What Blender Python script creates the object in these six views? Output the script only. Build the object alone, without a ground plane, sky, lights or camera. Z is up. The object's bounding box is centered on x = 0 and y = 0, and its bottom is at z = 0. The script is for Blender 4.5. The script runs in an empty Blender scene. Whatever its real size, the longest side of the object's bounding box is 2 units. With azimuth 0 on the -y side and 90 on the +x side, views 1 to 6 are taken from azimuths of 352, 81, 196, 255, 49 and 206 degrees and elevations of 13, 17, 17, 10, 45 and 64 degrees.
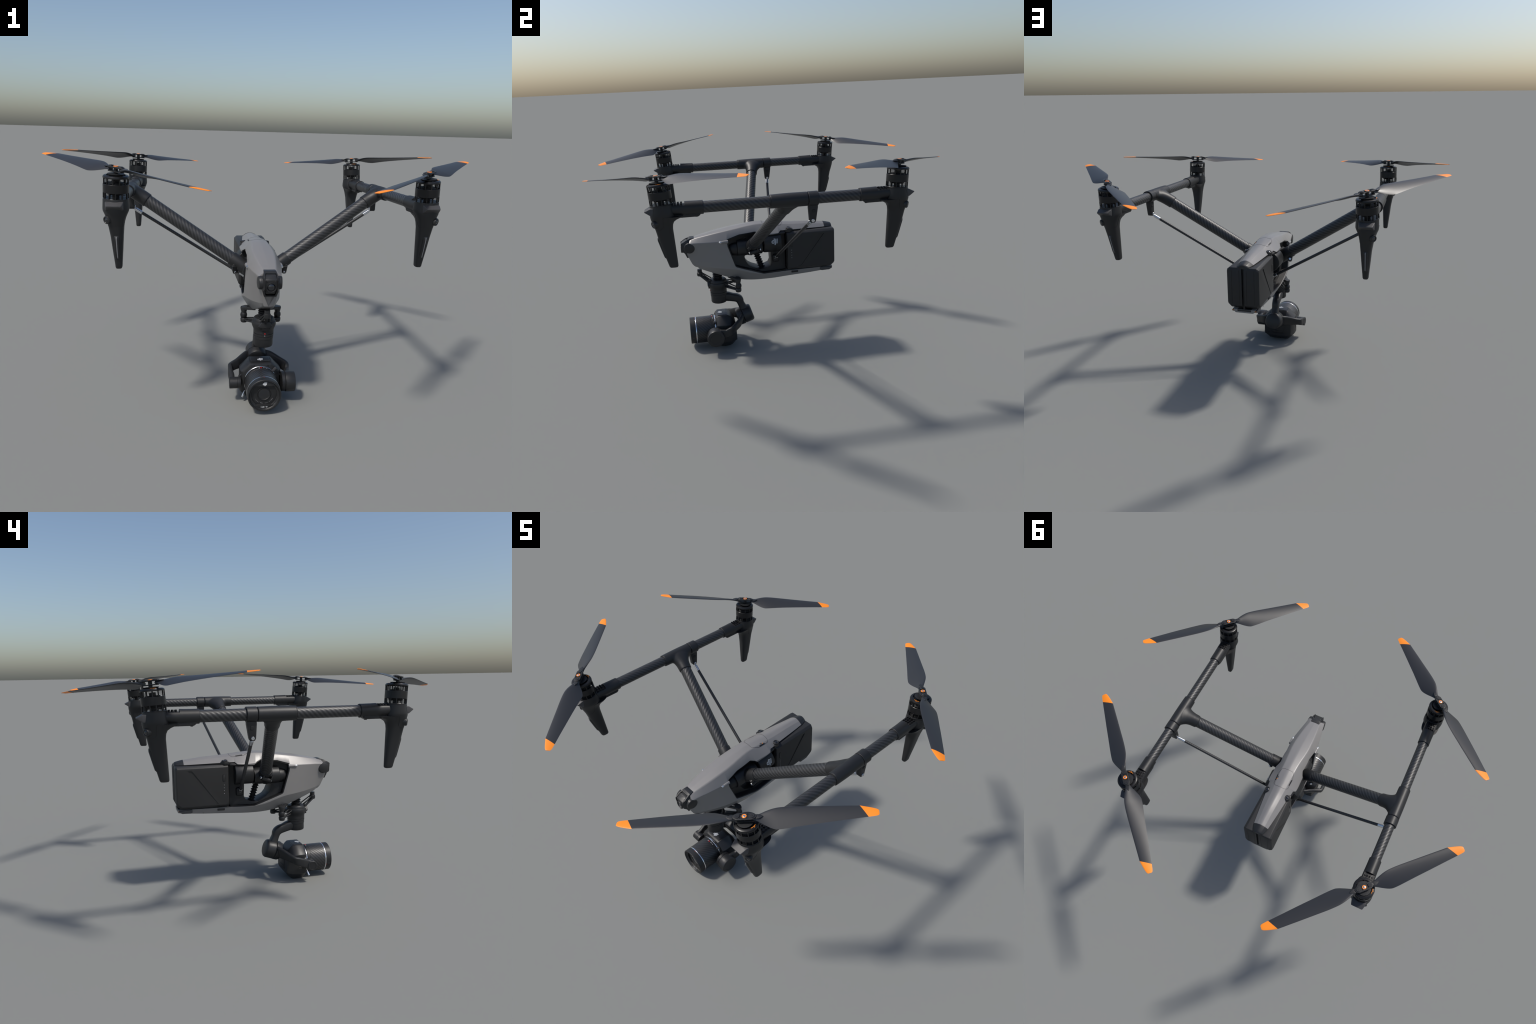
import bpy, bmesh, math, random
from mathutils import Vector, Matrix
random.seed(7)
pi = math.pi
COL = bpy.context.scene.collection

# ------------------------------------------------------------------ materials
def mat(name, color, rough=.5, metal=0., grain=0., grain_scale=400., bump=0., coat=0., var=.0, spec=.42):
    m = bpy.data.materials.new(name); m.use_nodes = True
    nt = m.node_tree; b = nt.nodes['Principled BSDF']
    b.inputs['Base Color'].default_value = (*color, 1)
    b.inputs['Roughness'].default_value = rough
    b.inputs['Metallic'].default_value = metal
    b.inputs['Specular IOR Level'].default_value = spec
    b.inputs['Coat Weight'].default_value = coat
    tc = nt.nodes.new('ShaderNodeTexCoord')
    if var or grain:
        n = nt.nodes.new('ShaderNodeTexNoise'); n.inputs['Scale'].default_value = grain_scale
        n.inputs['Detail'].default_value = 3
        nt.links.new(tc.outputs['Object'], n.inputs['Vector'])
        mx = nt.nodes.new('ShaderNodeMix'); mx.data_type = 'RGBA'
        mx.inputs['A'].default_value = (*[c*(1-grain) for c in color], 1)
        mx.inputs['B'].default_value = (*[c*(1+grain) for c in color], 1)
        nt.links.new(n.outputs['Fac'], mx.inputs['Factor'])
        nt.links.new(mx.outputs['Result'], b.inputs['Base Color'])
        if bump:
            bp = nt.nodes.new('ShaderNodeBump'); bp.inputs['Strength'].default_value = bump
            bp.inputs['Distance'].default_value = .001
            nt.links.new(n.outputs['Fac'], bp.inputs['Height'])
            nt.links.new(bp.outputs['Normal'], b.inputs['Normal'])
    return m

def carbon(name, pitch=.0165, starts=5, tow=.0055, around=40, radius_hint=.03, dark=(.013, .0135, .0145), light=(.027, .0275, .029), amp=1.):
    """Twill weave wound round the local z axis: helical stripes broken up by tows."""
    m = bpy.data.materials.new(name); m.use_nodes = True
    nt = m.node_tree; N = nt.nodes; Lk = nt.links; b = N['Principled BSDF']
    tc = N.new('ShaderNodeTexCoord'); sp = N.new('ShaderNodeSeparateXYZ')
    Lk.new(tc.outputs['Object'], sp.inputs[0])
    def M(op, a, bb=None):
        n = N.new('ShaderNodeMath'); n.operation = op
        for i, v in enumerate((a, bb)):
            if v is None: continue
            if isinstance(v, (int, float)): n.inputs[i].default_value = v
            else: Lk.new(v, n.inputs[i])
        return n.outputs[0]
    ang = M('ARCTAN2', sp.outputs['Y'], sp.outputs['X'])
    z = sp.outputs['Z']
    phase = M('SUBTRACT', M('MULTIPLY', z, 2*pi/pitch), M('MULTIPLY', ang, float(starts)))
    stripe = M('ADD', M('MULTIPLY', M('SINE', phase), .5), .5)
    tows = M('MULTIPLY', M('SINE', M('MULTIPLY', z, 2*pi/tow)), M('SINE', M('MULTIPLY', ang, float(around))))
    weave = M('ADD', M('MULTIPLY', tows, .22), stripe)
    ramp = N.new('ShaderNodeValToRGB')
    ramp.color_ramp.elements[0].position = .25; ramp.color_ramp.elements[0].color = (*dark, 1)
    ramp.color_ramp.elements[1].position = .85; ramp.color_ramp.elements[1].color = (*light, 1)
    Lk.new(weave, ramp.inputs[0]); Lk.new(ramp.outputs[0], b.inputs['Base Color'])
    rr = M('ADD', M('MULTIPLY', weave, -.15), .52); Lk.new(rr, b.inputs['Roughness'])
    bp = N.new('ShaderNodeBump'); bp.inputs['Strength'].default_value = .35*amp; bp.inputs['Distance'].default_value = .0012
    Lk.new(weave, bp.inputs['Height']); Lk.new(bp.outputs['Normal'], b.inputs['Normal'])
    b.inputs['Coat Weight'].default_value = .12; b.inputs['Coat Roughness'].default_value = .3
    return m

SHELL = mat('grey_shell_paint', (.213, .207, .203), .38, .12, .03, 900, .03)
PLAST = mat('dark_plastic', (.0145, .015, .016), .46, 0, .10, 1200, .05)
PLAST2 = mat('satin_dark_plastic', (.018, .0185, .0195), .42, 0, .08, 900, .03)
BLACK = mat('black_plastic', (.008, .008, .009), .5, 0, .1, 900)
BATT = mat('battery_case_plastic', (.019, .019, .0195), .52, 0, .1, 1500, .05)
PAD = mat('grey_pad_plastic', (.055, .054, .056), .5, 0, .06, 900)
LED = mat('led_strip_plastic', (.20, .20, .205), .5, 0, .05, 600)
BLADE = mat('blade_composite', (.026, .027, .030), .40, 0, .05, 500)
ORANGE = mat('orange_blade_paint', (.95, .262, .014), .5, 0, .04, 500)
MOTOR = mat('motor_black_metal', (.016, .016, .017), .32, .35, .08, 700)
METAL = mat('bright_steel', (.62, .63, .65), .25, 1., .05, 300)
CHROME = mat('silver_ring_metal', (.75, .77, .8), .22, 1., .03, 300)
GLASS = mat('lens_glass', (.006, .007, .010), .06, 0, .0, 1, 0, 1.)
RED = mat('red_paint', (.7, .01, .01), .5, 0, .03, 500)
GREYPRINT = mat('grey_print', (.40, .42, .44), .5, 0, .03, 500)
WHITE = mat('white_print', (.62, .63, .64), .5, 0, .03, 500)
ORANGE2 = mat('orange_print', (.75, .22, .01), .5, 0, .03, 500)
CFARM = carbon('carbon_weave_arm', .0217, 9, .0054, 34, light=(.036, .0365, .038), amp=1.5)
CFBOOM = carbon('carbon_weave_boom', .0220, 8, .0055, 30, light=(.034, .0345, .036), amp=1.5)
CFLENS = carbon('carbon_weave_lens', .0180, 26, .0045, 108, light=(.03, .03, .031), amp=.7)
CFROD = carbon('carbon_weave_rod', .012, 2, .004, 12, amp=.3)

# ------------------------------------------------------------------ mesh helpers
def obj(name, me, parent=None, M=None, m=None, smooth=35):
    o = bpy.data.objects.new(name, me); COL.objects.link(o)
    if m is not None:
        if isinstance(m, (list, tuple)):
            for k in m: me.materials.append(k)
        elif not me.materials: me.materials.append(m)
    if smooth: shade(me, smooth)
    if parent is not None: o.parent = parent
    if M is not None: o.matrix_basis = M
    return o

def shade(me, ang=35):
    for p in me.polygons: p.use_smooth = True
    bm = bmesh.new(); bm.from_mesh(me); a = math.radians(ang)
    for e in bm.edges:
        e.smooth = len(e.link_faces) == 2 and e.calc_face_angle(0) < a
    bm.to_mesh(me); bm.free()

def from_bm(bm, name='m'):
    bmesh.ops.recalc_face_normals(bm, faces=bm.faces)
    me = bpy.data.meshes.new(name); bm.to_mesh(me); bm.free(); return me

def apply(me, mods):
    """run a list of (type, {props}) modifiers on a mesh, return the evaluated mesh"""
    o = bpy.data.objects.new('tmp', me); COL.objects.link(o)
    for t, props in mods:
        md = o.modifiers.new(t, t)
        for k, v in props.items(): setattr(md, k, v)
    dg = bpy.context.evaluated_depsgraph_get(); dg.update()
    out = bpy.data.meshes.new_from_object(o.evaluated_get(dg))
    bpy.data.objects.remove(o); return out

def bevel(me, w=.003, seg=3, ang=30):
    return apply(me, [('BEVEL', dict(width=w, segments=seg, limit_method='ANGLE', angle_limit=math.radians(ang), use_clamp_overlap=True, harden_normals=False))])

def boolean(me, cutters, op='DIFFERENCE'):
    hs = []
    mods = []
    for c in cutters:
        h = bpy.data.objects.new('cut', c); COL.objects.link(h); hs.append(h)
        mods.append(('BOOLEAN', dict(operation=op, object=h, solver='EXACT')))
    out = apply(me, mods)
    for h in hs: bpy.data.objects.remove(h)
    return out

def join(*meshes):
    bm = bmesh.new()
    for me in meshes: bm.from_mesh(me)
    me = bpy.data.meshes.new('j'); bm.to_mesh(me); bm.free(); return me

def xf(me, M):
    me = me.copy(); me.transform(M)
    if M.determinant() < 0: me.flip_normals()
    return me

def loft(rings, cap=True, closed=True):
    bm = bmesh.new(); vs = [[bm.verts.new(p) for p in r] for r in rings]
    n = len(rings[0])
    for a, b in zip(vs, vs[1:]):
        for i in range(n if closed else n-1):
            j = (i+1) % n; bm.faces.new((a[i], a[j], b[j], b[i]))
    if cap: bm.faces.new(vs[0][::-1]); bm.faces.new(vs[-1])
    return from_bm(bm)

def revolve(prof, n=48):
    """profile of (r, z) round the z axis; closes on the axis when r is 0"""
    bm = bmesh.new(); rows = []
    for r, z in prof:
        if r < 1e-6: rows.append([bm.verts.new((0, 0, z))])
        else: rows.append([bm.verts.new((r*math.cos(2*pi*i/n), r*math.sin(2*pi*i/n), z)) for i in range(n)])
    for a, b in zip(rows, rows[1:]):
        for i in range(n):
            j = (i+1) % n
            if len(a) == 1 and len(b) == 1: continue
            if len(a) == 1: bm.faces.new((a[0], b[i], b[j]))
            elif len(b) == 1: bm.faces.new((a[i], a[j], b[0]))
            else: bm.faces.new((a[i], a[j], b[j], b[i]))
    return from_bm(bm)

def cyl(r, z0, z1, ch=.0015, n=40, r2=None):
    r2 = r if r2 is None else r2
    return revolve([(0, z0), (r-ch, z0), (r, z0+ch), (r2, z1-ch), (r2-ch, z1), (0, z1)], n)

def pipe(ro, ri, z0, z1, ch=.001, n=48):
    return revolve([(ri, z0+ch), (ri+ch, z0), (ro-ch, z0), (ro, z0+ch), (ro, z1-ch), (ro-ch, z1), (ri+ch, z1), (ri, z1-ch), (ri, z0+ch)], n)

def box(sx, sy, sz, c=(0, 0, 0), bv=.002, seg=2):
    bm = bmesh.new(); bmesh.ops.create_cube(bm, size=1, matrix=Matrix.Translation(c) @ Matrix.Diagonal((sx, sy, sz, 1)))
    me = from_bm(bm)
    return bevel(me, bv, seg) if bv else me

def prism(poly, axis, a, b, bv=0, seg=2):
    """polygon in the plane across the axis, extruded from a to b along it (axis 'x': (y,z); 'y': (x,z); 'z': (x,y))"""
    def P(p, t):
        return {'x': (t, p[0], p[1]), 'y': (p[0], t, p[1]), 'z': (p[0], p[1], t)}[axis]
    me = loft([[P(p, a) for p in poly], [P(p, b) for p in poly]])
    return bevel(me, bv, seg) if bv else me

def fillet(poly, r, seg=5):
    """round the corners of a closed 2D polygon; r is a number or one per corner"""
    out = []; n = len(poly)
    for i in range(n):
        p = Vector(poly[i]); a = Vector(poly[i-1])-p; b = Vector(poly[(i+1) % n])-p
        rr = r[i] if isinstance(r, (list, tuple)) else r
        la, lb = a.length, b.length; a.normalize(); b.normalize()
        ang = a.angle(b) if la and lb else pi
        if rr <= 0: out.append(tuple(p)); continue
        t = min(max(rr/math.tan(ang/2), .0015), la*.45, lb*.45)
        s, e = p+a*t, p+b*t
        for k in range(seg+1):
            u = k/seg; out.append(tuple((1-u)**2*s+2*u*(1-u)*p+u*u*e))
    return out

def frame(o, zdir, xhint=(0, 0, 1)):
    z = Vector(zdir).normalized(); x = Vector(xhint); x = x-z*x.dot(z)
    if x.length < 1e-4: x = Vector((1, 0, 0))-z*z.x
    x.normalize(); y = z.cross(x)
    return Matrix(((x.x, y.x, z.x, o[0]), (x.y, y.y, z.y, o[1]), (x.z, y.z, z.z, o[2]), (0, 0, 0, 1)))

def interp(tab, t):
    """smooth (monotone-ish) interpolation in a table of (t, a, b, ...) rows"""
    if t <= tab[0][0]: return tab[0][1:]
    if t >= tab[-1][0]: return tab[-1][1:]
    for i in range(len(tab)-1):
        if tab[i][0] <= t <= tab[i+1][0]: break
    p0 = tab[max(i-1, 0)]; p1 = tab[i]; p2 = tab[i+1]; p3 = tab[min(i+2, len(tab)-1)]
    h = p2[0]-p1[0]; u = (t-p1[0])/h; out = []
    for k in range(1, len(p1)):
        m1 = (p2[k]-p0[k])/(p2[0]-p0[0]) if p2[0] != p0[0] else 0
        m2 = (p3[k]-p1[k])/(p3[0]-p1[0]) if p3[0] != p1[0] else 0
        out.append((2*u**3-3*u*u+1)*p1[k]+(u**3-2*u*u+u)*h*m1+(-2*u**3+3*u*u)*p2[k]+(u**3-u*u)*h*m2)
    return out

def text(body, size, M, name, parent, m, depth=.0006, shear=0., off=0.):
    cu = bpy.data.curves.new('txt', 'FONT'); cu.body = body; cu.size = size
    cu.align_x = 'CENTER'; cu.align_y = 'CENTER'; cu.extrude = depth; cu.shear = shear; cu.offset = off
    cu.resolution_u = 3
    o = bpy.data.objects.new('txt', cu); COL.objects.link(o)
    dg = bpy.context.evaluated_depsgraph_get(); dg.update()
    me = bpy.data.meshes.new_from_object(o.evaluated_get(dg)); bpy.data.objects.remove(o)
    return obj(name, me, parent, M, m, 0)

def tube_between(a, b, r, n=40, ch=.001):
    a, b = Vector(a), Vector(b); L = (b-a).length
    return cyl(r, 0, L, ch, n), frame(a, b-a)

MX = Matrix.Diagonal((-1, 1, 1, 1)); MY = Matrix.Diagonal((1, -1, 1, 1)); RZ = Matrix.Rotation(pi, 4, 'Z')
T = Matrix.Translation

root = bpy.data.objects.new('camera_drone', None); COL.objects.link(root)
root["label"] = "dark grey four rotor camera drone with orange propeller tips"
root["category"] = "drone"

# ------------------------------------------------------------------ fuselage shell
# half section rails from top centre round to bottom centre, per station: (y, (w,z) ...)
ST = [  # y     top_z  ridge(w,z)     shoulder(w,z)   mid(w,z,dy)         chine(w,z)     bottom(w,z)
 (-.4300, .6760, .0270, .6750, .0540, .6560, .0370, .5970, .0270, .5290, .0210, .5080),
 (-.4000, .6835, .0310, .6820, .0580, .6575, .0460, .5950, .0350, .5230, .0260, .5020),
 (-.3500, .6950, .0380, .6925, .0675, .6585, .0600, .5900, .0500, .5130, .0330, .4815),
 (-.3000, .7060, .0440, .7025, .0760, .6600, .0720, .5850, .0660, .5060, .0410, .4630),
 (-.2500, .7160, .0480, .7115, .0830, .6620, .0815, .5800, .0790, .5010, .0470, .4450),
 (-.2000, .7245, .0500, .7190, .0880, .6670, .0880, .5750, .0870, .4950, .0500, .4280),
 (-.1500, .7325, .0480, .7260, .0890, .6760, .0900, .5700, .0890, .4820, .0520, .4160),
 (-.1000, .7390, .0430, .7325, .0880, .6840, .0900, .5700, .0870, .4640, .0530, .4090),
 (-.0500, .7430, .0400, .7370, .0870, .6860, .0890, .5700, .0840, .4520, .0540, .4060),
 (.0000, .7430, .0390, .7360, .0880, .6850, .0880, .5700, .0800, .4480, .0550, .4060),
 (.0500, .7400, .0370, .7310, .0900, .6850, .0850, .5700, .0760, .4480, .0610, .4090),
 (.1000, .7360, .0350, .7250, .0850, .6880, .0800, .5700, .0730, .4490, .0600, .4120),
 (.1500, .7315, .0330, .7190, .0700, .6920, .0740, .5700, .0710, .4500, .0600, .4150),
 (.2500, .7255, .0290, .7140, .0570, .6915, .0700, .5700, .0680, .4510, .0590, .4205),
 (.3300, .7160, .0250, .7060, .0475, .6895, .0680, .5700, .0650, .4520, .0560, .4260),
 (.3600, .7120, .0240, .7030, .0430, .6890, .0660, .5700, .0630, .4520, .0550, .4280),
 (.4000, .7020, .0180, .6960, .0300, .6870, .0640, .5700, .0600, .4520, .0500, .4340),
]
def section(y, inset=0., k=6):
    tz, rw, rz, sw, sz, mw, mz, cw, cz, bw, bz = interp(ST, y)
    half = [(rw, rz), (sw, sz), (mw, mz), (cw, cz), (bw, bz)]
    full = [(0, tz)]+half+[(0, bz)]+[(-w, z) for w, z in half[::-1]]
    cz0 = .57
    if inset: full = [(w-math.copysign(min(inset, abs(w)), w) if w else 0, z-inset if z > cz0 else z+inset) for w, z in full]
    rad = [.06, .016, .008, .2, .010, .012, 0, .012, .010, .2, .008, .016]
    return fillet(full, rad, k)

def hull(y0, y1, inset=0., step=.01):
    n = max(2, int(round((y1-y0)/step))); rings = []
    for i in range(n+1):
        y = y0+(y1-y0)*i/n; ring = []
        for w, z in section(y, inset):
            yy = y
            if y < -.39:   # nose face leans: bulges at mid height, rakes back below
                f = (-.39-y)/.04
                bulge = interp([(.50, .030), (.53, .004), (.597, -.021), (.64, -.012), (.68, .004)], z)[0]
                yy = y+f*bulge
            ring.append((w, yy, z))
        rings.append(ring)
    return loft(rings)

WINDOW = fillet([(-.2265, .672), (-.154, .6935), (-.060, .7025), (-.032, .690), (-.022, .6755), (.070, .6845), (.084, .6965),
                 (.30, .6905), (.45, .688), (.45, .4525), (.10, .4495), (-.022, .4475), (-.184, .506), (-.222, .630)],
                [.014, 0, .016, .012, .008, .008, .008, 0, 0, 0, 0, .03, .022, .02])
shell_me = boolean(hull(-.43, .392), [prism(WINDOW, 'x', -.2, .2)])
shell_me = bevel(shell_me, .0012, 2, 50)
shell = obj('fuselage_shell', shell_me, root, None, SHELL, 28)

# dark inner frame: inset hull with side pockets and see-through openings
pocket = fillet([(-.221, .667), (-.152, .688), (-.060, .697), (-.036, .686), (-.026, .674), (.010, .674), (.130, .680), (.130, .458), (-.022, .4535), (-.180, .510), (-.217, .632)], .012)
hole = fillet([(-.126, .560), (-.1235, .537), (-.113, .512), (-.098, .494), (-.050, .4655), (-.005, .471), (.022, .482), (.031, .500), (.028, .575)], .008)
hole2 = fillet([(-.162, .600), (-.162, .655), (-.110, .668), (-.106, .600)], .008)
core_me = boolean(hull(-.235, .112, .0035), [prism(pocket, 'x', .052, .2), prism(pocket, 'x', -.2, -.052), prism(hole, 'x', -.1, .1), prism(hole2, 'x', -.1, .1)])
core_me = bevel(core_me, .002, 2, 40)
core = obj('inner_frame', core_me, root, None, BLACK, 30)

# tail: dark cap closing the roof end, spine between the batteries, roof underside
def tail_ring(y, s=1., dz=0):
    tz, rw, rz, sw, sz = interp(ST, y)[:5]
    return [(w*s, y, z+dz) for w, z in fillet([(0, tz+.0012), (rw+.001, rz+.001), (sw+.0012, sz+.0), (sw-.002, sz-.005), (-sw+.002, sz-.005), (-sw-.0012, sz), (-rw-.001, rz+.001)], [.05, .02, .004, .002, .002, .004, .02], 4)]
tail = loft([tail_ring(y) for y in (.352, .36, .37, .38, .39)]+[tail_ring(.397, .93, -.001), tail_ring(.4, .84, -.003)])
obj('tail_cap', tail, shell, None, PLAST2, 40)
roof = loft([[(-w, y, .6935-.012*(y-.1)), (w, y, .6935-.012*(y-.1)), (w, y, .688-.012*(y-.1)), (-w, y, .688-.012*(y-.1))] for y, w in ((.11, .074), (.15, .066), (.25, .053), (.33, .043), (.395, .030))])
obj('roof_liner', roof, shell, None, BLACK)
obj('battery_spine', box(.011, .279, .235, (-.001, .2545, .572), .002), core, None, BLACK)

# bottom rear: dark tail plate, feet with orange end marks, side ports
obj('shell_plate', box(.080, .030, .014, (0, .378, .446), .004), shell, None, PLAST2)
for s in (1, -1):
    foot = bevel(prism([(.318, .4345), (.326, .4300), (.372, .4315), (.389, .440), (.389, .4475), (.318, .4515)], 'x', -.010, .010), .003, 3)
    f = obj('shell_foot', foot, shell, T((.060*s, 0, 0)), PAD)
    obj('orange_foot_mark', box(.014, .003, .003, (.060*s, .3885, .4445), .0005), f, f.matrix_basis.inverted(), ORANGE2)
    obj('shell_port', box(.004, .040, .011, (.0705*s, .163, .4405), .003, 3), shell, None, BLACK)
    for yy in (.06, .26):
        obj('shell_screw', xf(cyl(.0022, 0, .003), frame((.0635*s, yy, .428), (s, 0, -.6))), shell, None, BLACK)

# top hatch: thin seam line, raised panel, latch slot, orange dot
def crown(x, y):
    tz, rw, rz, sw, sz = interp(ST, y)[:5]; a = abs(x)
    if a < rw: return tz+(rz-tz)*(a/rw)**1.25
    return rz+(sz-rz)*((a-rw)/(sw-rw))
def roof_pt(x, y, d=0.):
    return Vector((x, y, crown(x, y)+d))
from mathutils.bvhtree import BVHTree
_bm = bmesh.new(); _bm.from_mesh(shell_me); BVH = BVHTree.FromBMesh(_bm)
def drop(x, y, d=0.):
    h = BVH.ray_cast(Vector((x, y, 1.)), Vector((0, 0, -1)))
    return (h[0]+h[1]*d) if h[0] is not None else Vector((x, y, .7))
hatch2d = fillet([(-.034, -.012), (.034, -.012), (.047, .028), (.044, .094), (.026, .103), (-.026, .103), (-.044, .094), (-.047, .028)], .014, 6)
def hatch_seam(poly, w, name, m):
    dense = []
    for i in range(len(poly)):
        a, b = Vector(poly[i]), Vector(poly[(i+1) % len(poly)])
        k = max(1, int((b-a).length/.005))
        dense += [a+(b-a)*j/k for j in range(k)]
    rings = []; n = len(dense)
    for i, p in enumerate(dense):
        t = (dense[(i+1) % n]-dense[i-1]).normalized(); nn = Vector((t.y, -t.x))
        a, b = p+nn*w, p-nn*w
        rings.append([drop(a.x, a.y, .0005), drop(b.x, b.y, .0005), drop(b.x, b.y, -.002), drop(a.x, a.y, -.002)])
    rings.append(rings[0])
    obj(name, loft(rings, cap=False), shell, None, m, 0)
hatch_seam(hatch2d, .0006, 'hatch_seam', BLACK)
for s in (1, -1):
    slot2 = [(.047*s, .034), (.0415*s, .034), (.0405*s, .071), (.0455*s, .071)]
    me = loft([[drop(x, y, .0012) for x, y in slot2], [drop(x, y, -.004) for x, y in slot2]])
    obj('hatch_latch_slot', me, shell, None, BLACK, 0)
mk = obj('orange_hatch_mark', loft([[drop(x, y, .0008) for x, y in q] for q in ([(.036, .058), (.040, .058), (.040, .063), (.036, .063)],)]+[[drop(x, y, -.002) for x, y in [(.036, .058), (.040, .058), (.040, .063), (.036, .063)]]]), shell, None, ORANGE2, 0)
for j in range(3):
    q = [(.033+.0*j, .044+.004*j), (.039, .044+.004*j), (.039, .0465+.004*j), (.033, .0465+.004*j)]
    obj('hatch_print', loft([[drop(x, y, .0008) for x, y in q], [drop(x, y, -.002) for x, y in q]]), shell, None, PAD, 0)

# upward sensors on the rear roof corners
for s in (1, -1):
    A = Vector((.14*s, .10, 1)).normalized()
    o = obj('roof_sensor', revolve([(0, -.022), (.010, -.022), (.0145, -.012), (.0165, .002), (.0155, .006), (.0125, .0075), (.0105, .005), (0, .005)], 32), shell, frame((.063*s, .136, .700), A), PLAST2)
    obj('sensor_lens', revolve([(0, .0085), (.004, .008), (.0075, .006), (.008, .004), (0, .004)], 24), o, Matrix(), GLASS)
    web = prism(fillet([(.052, .122), (.078, .110), (.080, .140), (.066, .158), (.054, .160)], .006), 'z', .684, .699, .002)
    obj('sensor_bracket', web if s > 0 else xf(web, MX), shell, None, PLAST2)

# knobs (pitot-like bolts) on the shell sides
for s in (1, -1):
    o = obj('shell_knob', revolve([(0, -.004), (.010, -.004), (.0085, .020), (.0065, .034), (0, .036)], 24), shell, frame((.0815*s, -.222, .659), (.05*s, -1, -.02)), SHELL)
    obj('knob_tip', revolve([(0, .034), (.0062, .034), (.0066, .040), (.0045, .046), (0, .047)], 20), o, Matrix(), METAL)

# ------------------------------------------------------------------ nose camera
bez_out = [(-.0275, .682), (.0275, .682), (.0310, .668), (.0400, .652), (.0400, .604), (.0270, .568), (-.0270, .568), (-.0400, .604), (-.0400, .652), (-.0310, .668)]
bez_in = [(-.0250, .676), (.0250, .676), (.0265, .658), (.0265, .594), (.0215, .574), (-.0215, .574), (-.0265, .594), (-.0265, .658)]
def bez_profile(d):   # side outline (y, z) of the convex bezel, shifted back by d
    return fillet([(-.40, .684), (-.427+d, .6815), (-.455+d, .6700), (-.4825+d, .6530), (-.4790+d, .6110), (-.4620+d, .5960), (-.4510+d, .5660), (-.40, .560)], [0, .002, .006, .006, .006, .006, .003, 0], 4)
bez = boolean(prism(fillet(bez_out, .004), 'y', -.52, -.405), [prism(bez_profile(0), 'x', -.1, .1)], 'INTERSECT')
bez = boolean(bez, [prism([(-.0415, -.39), (-.0415, -.444), (-.0300, -.474), (-.0285, -.50), (.0285, -.50), (.0300, -.474), (.0415, -.444), (.0415, -.39)], 'z', .5, .75)], 'INTERSECT')
bez = boolean(bez, [boolean(prism(fillet(bez_in, .005), 'y', -.54, -.400), [prism(bez_profile(.030), 'x', -.1, .1)])])
nose = obj('nose_camera', bevel(bez, .0015, 2, 40), root, None, PLAST2)
pod_out = [(x*.93, .632+(z-.632)*.86) for x, z in bez_in]
pod = boolean(prism(fillet(pod_out, .005), 'y', -.54, -.420), [prism(bez_profile(.0035), 'x', -.1, .1)], 'INTERSECT')
obj('lens_housing', bevel(pod, .002, 2, 40), nose, None, PLAST2)
LN = frame((0, -.4755, .6185), (0, -1, 0))
obj('nose_lens_ring', revolve([(0, -.012), (.0240, -.012), (.0235, .004), (.0220, .008), (.0195, .008), (.0175, .002), (0, .002)], 40), nose, LN, PLAST)
obj('nose_lens', revolve([(.0175, .002), (.012, .0052), (.006, .0067), (0, .0071)], 32), nose, LN, GLASS)
for s in (1, -1):
    obj('housing_screw', cyl(.0028, 0, .004), nose, frame((.0190*s, -.4770, .6460), (0, -1, .1)), BLACK)
    ear = revolve([(0, -.030), (.0305, -.030), (.0305, .003), (.0285, .008), (.0250, .0100), (0, .0100)], 40)
    obj('nose_sensor', ear, nose, frame((.0445*s, -.4355, .6300), (s, -.10, 0)), PLAST2)

# ------------------------------------------------------------------ batteries
bat_poly = [(.118, .463), (.121, .4575), (.378, .4575), (.398, .474), (.403, .485), (.403, .674), (.398, .6855), (.120, .6850), (.117, .681)]
for s in (1, -1):
    x0, x1 = .0065, .0880
    me = loft([[(x0, y, z) for y, z in bat_poly], [(x1-.014-.0035*(y < .2), y, z) for y, z in bat_poly],
               [(x1-.0035*(y < .2), .2565+(y-.2565)*.965, .5705+(z-.5705)*.90) for y, z in bat_poly]])
    me = bevel(me, .003, 3, 25)
    # diagonal band sunk between two creases on the outer face
    groove = prism([(.3385, .662), (.316, .662), (.178, .475), (.197, .475)], 'x', .0836, .10)
    me = boolean(me, [groove])
    if s < 0: me = xf(me, MX)
    b = obj('battery', me, root, None, BATT, 30)
    fr = prism(fillet([(.138, .596), (.153, .596), (.153, .634), (.138, .634)], .003), 'x', .081, .0862)
    fr = boolean(fr, [prism(fillet([(.1392, .5975), (.1518, .5975), (.1518, .6325), (.1392, .6325)], .003), 'x', .0855, .09)])
    obj('battery_button', fr if s > 0 else xf(fr, MX), b, None, BLACK, 0)
    cap = box(.0030, .0122, .0345, (.0853, .1455, .615), .001)
    obj('battery_button_cap', cap if s > 0 else xf(cap, MX), b, None, BATT)
    for k in range(4):
        obj('battery_light', xf(cyl(.0022, 0, .0014, .0003, 12), frame((.0843*s, .1455, .577-.0155*k), (s, 0, 0))), b, None, LED)
    for xx in (.020, .062):
        obj('battery_rib', box(.0012, .0015, .185, (xx*s, .4032, .578), .0003, 1), b, None, BLACK)
    obj('battery_frame', box(.064, .006, .206, (.040*s, .1195, .569), .002), b, None, BLACK)

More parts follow.
